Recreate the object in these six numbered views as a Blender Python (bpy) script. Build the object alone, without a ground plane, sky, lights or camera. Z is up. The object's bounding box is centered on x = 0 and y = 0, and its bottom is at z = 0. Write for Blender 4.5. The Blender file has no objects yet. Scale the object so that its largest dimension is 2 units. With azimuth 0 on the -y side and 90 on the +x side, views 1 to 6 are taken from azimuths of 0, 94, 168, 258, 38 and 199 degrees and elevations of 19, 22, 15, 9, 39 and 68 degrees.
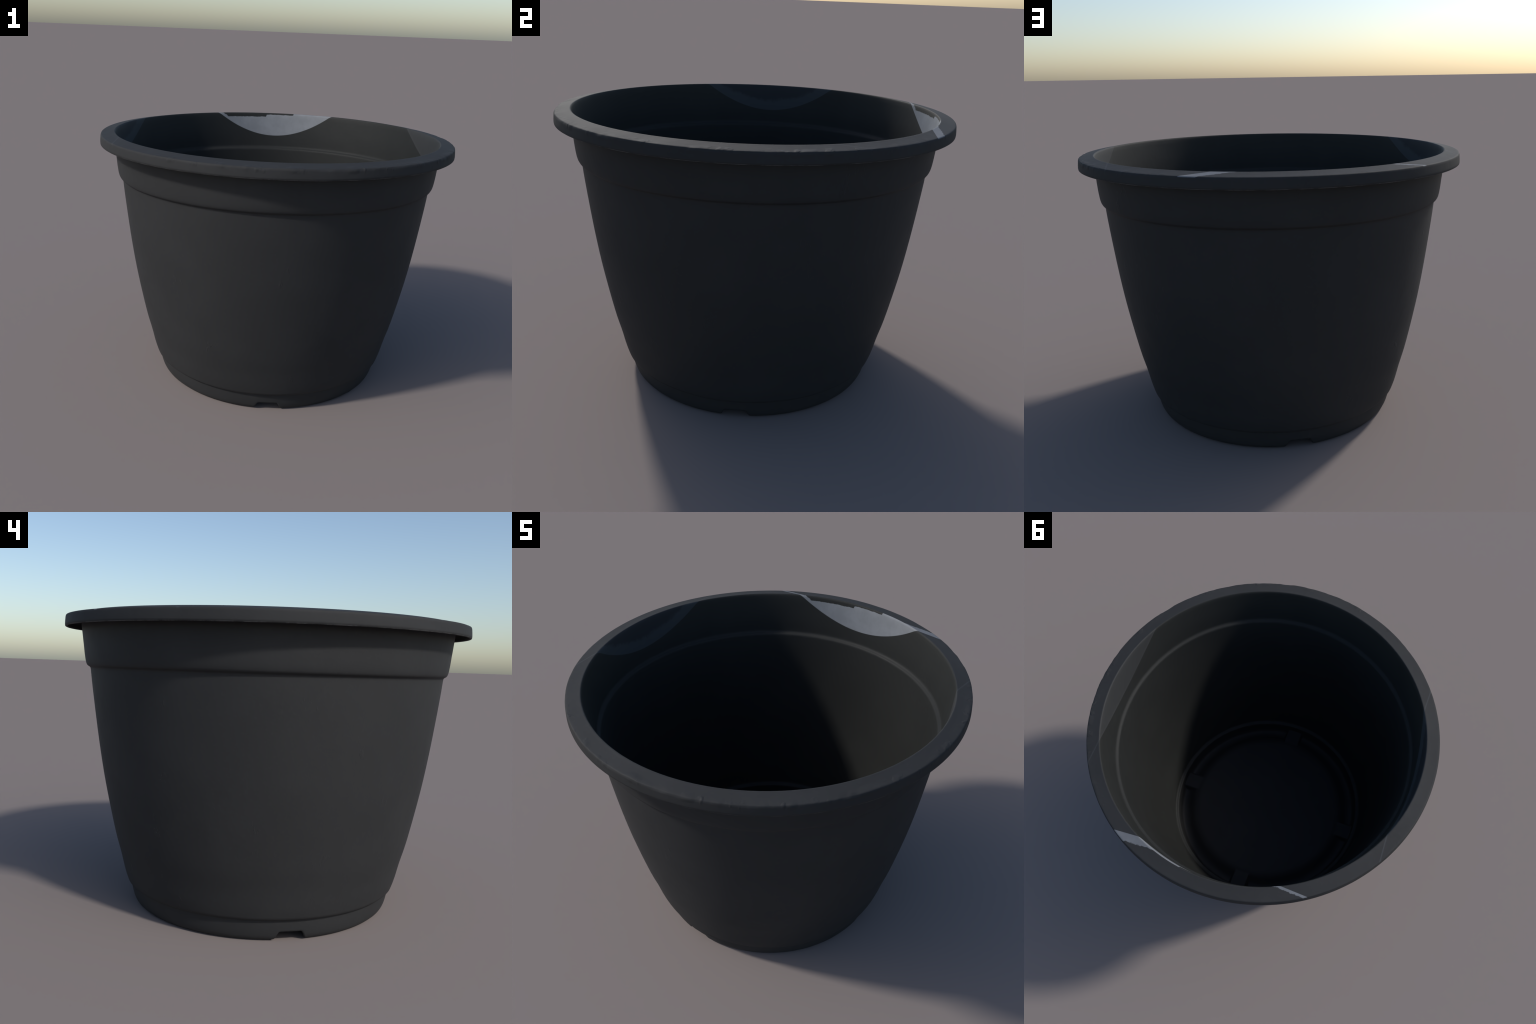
"""Black moulded plastic plant pot: turned profile, hollow flanged rim, stepped
collar, stepped foot with four drain notches."""
import bpy, math, random
import numpy as np
from mathutils import Vector, noise

random.seed(4)
SEG = 720                      # facets round the axis

# ------------------------------------------------------------------ profile
def arc(c, r, a0, a1, n):
    """Points on a circular arc (fillets of the moulding)."""
    return [(c[0] + r * math.cos(math.radians(a0 + (a1 - a0) * i / n)),
             c[1] + r * math.sin(math.radians(a0 + (a1 - a0) * i / n))) for i in range(n + 1)]

def smooth(pts, step):
    """Catmull-Rom through the control points, resampled at about `step`."""
    P = [np.array(p, float) for p in pts]
    P = [2 * P[0] - P[1]] + P + [2 * P[-1] - P[-2]]
    out = []
    for i in range(1, len(P) - 2):
        n = max(1, int(np.linalg.norm(P[i + 1] - P[i]) / step))
        for k in range(n):
            t = k / n
            a, b, c, d = P[i - 1:i + 3]
            out.append(tuple(.5 * (2 * b + (c - a) * t + (2 * a - 5 * b + 4 * c - d) * t * t
                                   + (3 * b - a - 3 * c + d) * t ** 3)))
    out.append(tuple(P[-2]))
    return out

# each section is a list of (radius, height); sections butt end to end
underside = smooth([(0.0, .052), (.30, .052), (.48, .052), (.505, .050), (.530, .044), (.552, .033), (.572, .017), (.588, .007), (.603, .001), (.634, .001)], .012)
foot_out = (smooth([(.634, .001), (.645, .000), (.655, .003), (.6625, .010), (.669, .022), (.6745, .040),
                    (.679, .062), (.682, .082), (.6835, .096)], .006)
            + smooth([(.6850, .1035), (.6900, .1068), (.6970, .1090), (.7025, .1130)], .003))
wall_out = (smooth([(.7025, .1130), (.7062, .124), (.7125, .145), (.7190, .170), (.7370, .25), (.7625, .35), (.7930, .50),
                    (.8200, .65), (.8420, .80), (.8605, .95), (.8750, 1.08), (.8808, 1.14), (.8830, 1.164)], .02)
            + smooth([(.8840, 1.1725), (.8870, 1.1780), (.8935, 1.1820), (.8995, 1.1870), (.9035, 1.195)], .003))
collar_out = smooth([(.9035, 1.195), (.9065, 1.207), (.9110, 1.240), (.9165, 1.300), (.9230, 1.366), (.9255, 1.395)], .014)
rim_under = (smooth([(.9255, 1.395), (.9285, 1.4035), (.936, 1.4060)], .004)
             + smooth([(.960, 1.4040), (.976, 1.4015), (.9825, 1.396), (.9850, 1.385), (.9868, 1.371)], .006)
             + [(.9885, 1.3662), (.9920, 1.3645), (.9965, 1.3645), (.9992, 1.3662)])
rim_out = smooth([(.9992, 1.3662), (1.0000, 1.374), (.9992, 1.388), (.9980, 1.400), (.9970, 1.4085), (.9958, 1.4132)], .004) + \
          smooth([(.9945, 1.4156), (.9925, 1.4169), (.9890, 1.4178), (.9820, 1.4188), (.965, 1.4214), (.940, 1.4256), (.9290, 1.4276)], .006) + \
          [(.9240, 1.4288), (.9205, 1.4286)]
wall_in = (smooth([(.9205, 1.4286), (.9180, 1.4262), (.9150, 1.418), (.9065, 1.366), (.8960, 1.300), (.8895, 1.250), (.8850, 1.209)], .02)
           + smooth([(.8838, 1.2005), (.8812, 1.1955), (.8755, 1.1905), (.8690, 1.1865), (.8655, 1.1800)], .003)
           + smooth([(.8645, 1.172), (.8540, 1.08), (.8395, .95), (.8215, .80), (.7995, .65), (.7725, .50),
                     (.7410, .35), (.7150, .25), (.6975, .176), (.6905, .150), (.6870, .135)], .02)
           + smooth([(.6850, .1265), (.6810, .1225), (.6740, .1195), (.6660, .1180), (.6610, .1150), (.6592, .1090)], .003))
floor_in = (smooth([(.6592, .1090), (.6575, .095), (.6545, .070), (.6500, .045), (.6450, .030), (.6385, .0220)], .007)
            + smooth([(.631, .0205), (.620, .0205), (.608, .0225), (.596, .0275), (.584, .0350), (.570, .0450), (.556, .0545), (.540, .0620), (.522, .0665), (.505, .068)], .007)
            + smooth([(.49, .068), (.45, .068), (.25, .068), (.0, .068)], .03))

SECTIONS = [("underside", underside), ("foot", foot_out), ("outer_wall", wall_out), ("collar", collar_out),
            ("rim", rim_under + rim_out[1:]), ("inner_wall", wall_in), ("floor", floor_in)]

prof, tag, inner = [], [], []
for name, pts in SECTIONS:
    for p in pts:
        if prof and math.dist(prof[-1], p) < 4e-4:
            continue
        prof.append(p)
        tag.append(name)
prof = [(max(r, 0.0), z) for r, z in prof]
first_inner = tag.index("inner_wall") - 1

# ------------------------------------------------------- drain notch in the foot
def ramp(x, a, b):
    t = min(1.0, max(0.0, (x - a) / (b - a)))
    return t * t * (3 - 2 * t)

def notch_roof(x, y):
    """Height of the drain channel roof: four channels along +-x and +-y that
    open at the foot and run out on the underside."""
    for u, v in ((x, y), (-x, -y), (y, x), (-y, -x)):
        if u > .45:
            return .0465 * (1 - ramp(abs(v), .050, .077)) * ramp(u, .48, .51)
    return 0.0

def damage(theta, r, z):
    """Little dents and rubbed spots along the outer corner of the rim."""
    if z < 1.36 or r < .97:
        return 0.0
    w = math.exp(-((z - 1.4150) / .0055) ** 2) + .30 * math.exp(-((z - 1.398) / .016) ** 2)
    w *= ramp(r, .972, .992)
    p = Vector((math.cos(theta) * 11, math.sin(theta) * 11, z * 9))
    n = noise.noise(p) * .6 + noise.noise(p * 2.3 + Vector((3, 1, 0))) * .4 + noise.noise(p * 5.3) * .18
    # rubbed worst on the +x -y quarter, nearly whole elsewhere
    wear = .45 + .55 * math.cos(theta + math.radians(40))
    return w * wear * max(0.0, n + .05) * .0048

def swell(theta, z):
    """The moulding is not perfectly true: millimetres of slow waviness."""
    p = Vector((math.cos(theta) * 1.3, math.sin(theta) * 1.3, z * 1.2))
    return .0012 * noise.noise(p)

verts, faces, ftag, fin = [], [], [], []
n = len(prof)
rows = []
for i, (r, z) in enumerate(prof):
    if r < 1e-6:
        verts.append((0.0, 0.0, z))
        rows.append([len(verts) - 1] * SEG)
        continue
    row = []
    for k in range(SEG):
        th = 2 * math.pi * k / SEG
        rr = r - damage(th, r, z) + (swell(th, z) if .13 < z < 1.30 else 0)
        d = damage(th, r, z)
        x, y, zz = rr * math.cos(th), rr * math.sin(th), z - .8 * d
        if z < .09:
            h = notch_roof(x, y)
            zz = max(z, h + (.0150 * h / .0465 if i > first_inner else 0)) if h > 0 else z
        verts.append((x, y, zz))
        row.append(len(verts) - 1)
    rows.append(row)
for i in range(n - 1):
    t = tag[i + 1]
    for k in range(SEG):
        a, b, c, d = rows[i][k], rows[i][(k + 1) % SEG], rows[i + 1][(k + 1) % SEG], rows[i + 1][k]
        f = [v for j, v in enumerate((a, b, c, d)) if v not in (a, b, c, d)[:j]]
        faces.append(f)
        ftag.append(t)

whole = bpy.data.meshes.new("whole")
whole.from_pydata(verts, [], faces)
whole.update()
whole.shade_smooth()
vnorm = np.empty(len(verts) * 3, np.float32)
whole.vertices.foreach_get("normal", vnorm)
vnorm = vnorm.reshape(-1, 3)

# ------------------------------------------------------------------ materials
class Nodes:
    """Short-hand for wiring a node tree."""
    def __init__(self, name):
        self.m = bpy.data.materials.new(name)
        self.m.use_nodes = True
        self.t = self.m.node_tree
        self.bsdf = self.t.nodes["Principled BSDF"]
        self.co = self.t.nodes.new("ShaderNodeTexCoord").outputs["Object"]
        s = self.t.nodes.new("ShaderNodeSeparateXYZ")
        self.t.links.new(self.co, s.inputs[0])
        self.x, self.y, self.z = s.outputs

    def link(self, v, sock):
        if hasattr(v, "links"):
            self.t.links.new(v, sock)
        else:
            sock.default_value = v

    def math(self, op, a, b=0.0, c=0.0):
        nd = self.t.nodes.new("ShaderNodeMath")
        nd.operation = op
        for v, s in zip((a, b, c), nd.inputs):
            self.link(v, s)
        return nd.outputs[0]

    def step(self, v, a, b):
        """0 below a, 1 above b (or reversed when a > b)."""
        nd = self.t.nodes.new("ShaderNodeMapRange")
        nd.interpolation_type = "SMOOTHSTEP"
        self.link(v, nd.inputs[0])
        lo, hi = (a, b) if a < b else (b, a)
        nd.inputs[1].default_value, nd.inputs[2].default_value = lo, hi
        nd.inputs[3].default_value, nd.inputs[4].default_value = (0, 1) if a < b else (1, 0)
        return nd.outputs[0]

    def noise(self, scale, detail=3.0, rough=.55, stretch=(1, 1, 1), off=0.0):
        mp = self.t.nodes.new("ShaderNodeMapping")
        mp.inputs["Scale"].default_value = stretch
        mp.inputs["Location"].default_value = (off, off * .7, off * 1.3)
        self.t.links.new(self.co, mp.inputs["Vector"])
        nd = self.t.nodes.new("ShaderNodeTexNoise")
        nd.inputs["Scale"].default_value = scale
        nd.inputs["Detail"].default_value = detail
        nd.inputs["Roughness"].default_value = rough
        self.t.links.new(mp.outputs[0], nd.inputs["Vector"])
        return nd.outputs[0]

    def mix(self, f, a, b):
        nd = self.t.nodes.new("ShaderNodeMix")
        nd.data_type = "RGBA"
        self.link(f, nd.inputs[0])
        for v, s in ((a, nd.inputs[6]), (b, nd.inputs[7])):
            self.link((*v, 1.0) if isinstance(v, tuple) else v, s)
        return nd.outputs[2]

    def bump(self, h, strength, dist, prev=None):
        nd = self.t.nodes.new("ShaderNodeBump")
        nd.inputs["Strength"].default_value = strength
        nd.inputs["Distance"].default_value = dist
        self.t.links.new(h, nd.inputs["Height"])
        if prev is not None:
            self.t.links.new(prev, nd.inputs["Normal"])
        return nd.outputs[0]

    def cut(self, axis):
        """Signed distance past the slanting cut that bounds the paler patches
        on one side of the mouth (runs across the rim, dips into the inner wall)."""
        s = {"x": self.x, "y": self.y}[axis[1]]
        if axis[0] == "-":
            s = self.math("MULTIPLY", s, -1.0)
        return self.math("SUBTRACT", self.math("MULTIPLY_ADD", self.z, .4025, s), 1.4055)


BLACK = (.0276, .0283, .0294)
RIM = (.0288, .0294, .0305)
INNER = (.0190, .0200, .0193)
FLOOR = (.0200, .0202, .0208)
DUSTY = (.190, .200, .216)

def plastic(name, base, kind):
    N = Nodes(name)
    m = N.math
    cloud = N.step(N.noise(3.2, 4, .6), .35, .7)
    grain = N.noise(60, 3, .6)
    dark, light = tuple(c * .95 for c in base), tuple(c * 1.05 for c in base)
    col = N.mix(cloud, dark, light)
    col = N.mix(m("MULTIPLY", N.step(grain, .5, .8), .35), col, tuple(c * 1.25 for c in base))
    # rubbed scuffs, long and thin
    scuff = m("MULTIPLY", N.step(N.noise(9, 6, .7, (1, 1, .25), 3.0), .66, .74), .35)
    col = N.mix(scuff, col, tuple(c * 1.35 for c in base))
    if kind in ("rim", "inner"):
        wob = m("MULTIPLY", m("SUBTRACT", N.noise(22, 3, .6), .5), .030)
        fine = m("MULTIPLY", m("SUBTRACT", N.noise(45, 4, .65), .5), .022)
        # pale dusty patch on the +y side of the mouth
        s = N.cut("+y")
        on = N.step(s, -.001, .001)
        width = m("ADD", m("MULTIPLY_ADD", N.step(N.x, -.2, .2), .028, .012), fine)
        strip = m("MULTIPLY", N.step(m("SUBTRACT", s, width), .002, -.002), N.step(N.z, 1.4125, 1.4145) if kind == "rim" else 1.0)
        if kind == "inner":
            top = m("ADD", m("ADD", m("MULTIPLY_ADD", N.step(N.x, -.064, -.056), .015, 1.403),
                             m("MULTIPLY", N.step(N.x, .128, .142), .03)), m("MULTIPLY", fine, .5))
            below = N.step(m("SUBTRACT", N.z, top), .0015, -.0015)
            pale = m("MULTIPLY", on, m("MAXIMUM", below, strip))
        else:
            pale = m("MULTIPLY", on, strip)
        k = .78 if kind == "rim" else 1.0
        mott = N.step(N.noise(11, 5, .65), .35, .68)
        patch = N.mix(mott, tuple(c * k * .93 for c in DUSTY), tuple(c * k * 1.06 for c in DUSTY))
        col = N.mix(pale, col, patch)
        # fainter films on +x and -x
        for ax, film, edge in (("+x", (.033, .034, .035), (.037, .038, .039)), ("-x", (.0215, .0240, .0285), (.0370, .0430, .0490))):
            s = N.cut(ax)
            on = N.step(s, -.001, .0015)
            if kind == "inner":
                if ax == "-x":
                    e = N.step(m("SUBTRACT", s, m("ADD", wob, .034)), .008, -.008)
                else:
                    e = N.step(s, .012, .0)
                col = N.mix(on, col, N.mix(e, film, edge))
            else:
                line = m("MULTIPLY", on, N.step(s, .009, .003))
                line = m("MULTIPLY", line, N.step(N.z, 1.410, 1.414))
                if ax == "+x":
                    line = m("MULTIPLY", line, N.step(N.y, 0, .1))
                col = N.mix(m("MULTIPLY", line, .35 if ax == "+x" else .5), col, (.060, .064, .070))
    if kind == "rim":
        # broken paler line along the lower lip
        lip = m("MULTIPLY", N.step(N.z, 1.3682, 1.3668), N.step(N.noise(14, 4, .7), .40, .6))
        col = N.mix(m("MULTIPLY", lip, .8), col, (.100, .100, .102))
    N.t.links.new(col, N.bsdf.inputs["Base Color"])
    rough = m("MULTIPLY_ADD", N.noise(7, 4, .6, off=9.0), .12, .66 if kind == "rim" else .58)
    N.t.links.new(rough, N.bsdf.inputs["Roughness"])
    N.bsdf.inputs["Specular IOR Level"].default_value = .20
    b = N.bump(N.noise(14, 4, .55), .25, .004)
    b = N.bump(grain, .10, .001, b)
    if kind == "rim":      # knocks and scrapes along the outer corner and face
        worn = m("MULTIPLY", N.step(N.z, 1.4230, 1.4180), N.step(N.z, 1.390, 1.409))
        worn = m("MULTIPLY", worn, m("MULTIPLY_ADD", N.step(m("SUBTRACT", N.x, m("MULTIPLY", N.y, .7)), -.5, .5), .85, .15))
        knock = m("MAXIMUM", N.step(N.noise(10, 2, .5, (1, 1, .5), 5.0), .50, .74), N.step(N.noise(19, 2, .5, (1, 1, .4), 2.0), .56, .74))
        b = N.bump(m("MULTIPLY", worn, knock), .38, .008, b)
    if kind == "outer":    # a few shallow scrapes in the wall
        nick = m("MULTIPLY", N.step(N.noise(7, 3, .5, (1, 1, .6), 7.0), .64, .70), N.step(N.noise(38, 4, .7, (1, 1, .4), 1.0), .52, .66))
        b = N.bump(nick, .5, .0025, b)
    N.t.links.new(b, N.bsdf.inputs["Normal"])
    return N.m

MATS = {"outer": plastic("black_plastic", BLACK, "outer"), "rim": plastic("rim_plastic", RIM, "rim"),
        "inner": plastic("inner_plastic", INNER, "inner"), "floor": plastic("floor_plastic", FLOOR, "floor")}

# ------------------------------------------------------------------ objects
def place(o):
    bpy.context.scene.collection.objects.link(o)

pot = bpy.data.objects.new("plant_pot", None)
pot["label"] = "large round black plastic plant pot with wide flanged rim"
pot["category"] = "plant pot"
place(pot)

LOOK = {"underside": "floor", "foot": "outer", "outer_wall": "outer", "collar": "outer", "rim": "rim",
        "inner_wall": "inner", "floor": "floor"}
for name, _ in SECTIONS:
    fs = [f for f, t in zip(faces, ftag) if t == name]
    used = sorted({v for f in fs for v in f})
    index = {v: i for i, v in enumerate(used)}
    me = bpy.data.meshes.new(name)
    me.from_pydata([verts[v] for v in used], [], [[index[v] for v in f] for f in fs])
    me.update()
    me.shade_smooth()
    me.normals_split_custom_set_from_vertices([tuple(vnorm[v]) for v in used])
    me.materials.append(MATS[LOOK[name]])
    o = bpy.data.objects.new(name, me)
    place(o)
    o.parent = pot
bpy.data.meshes.remove(whole)
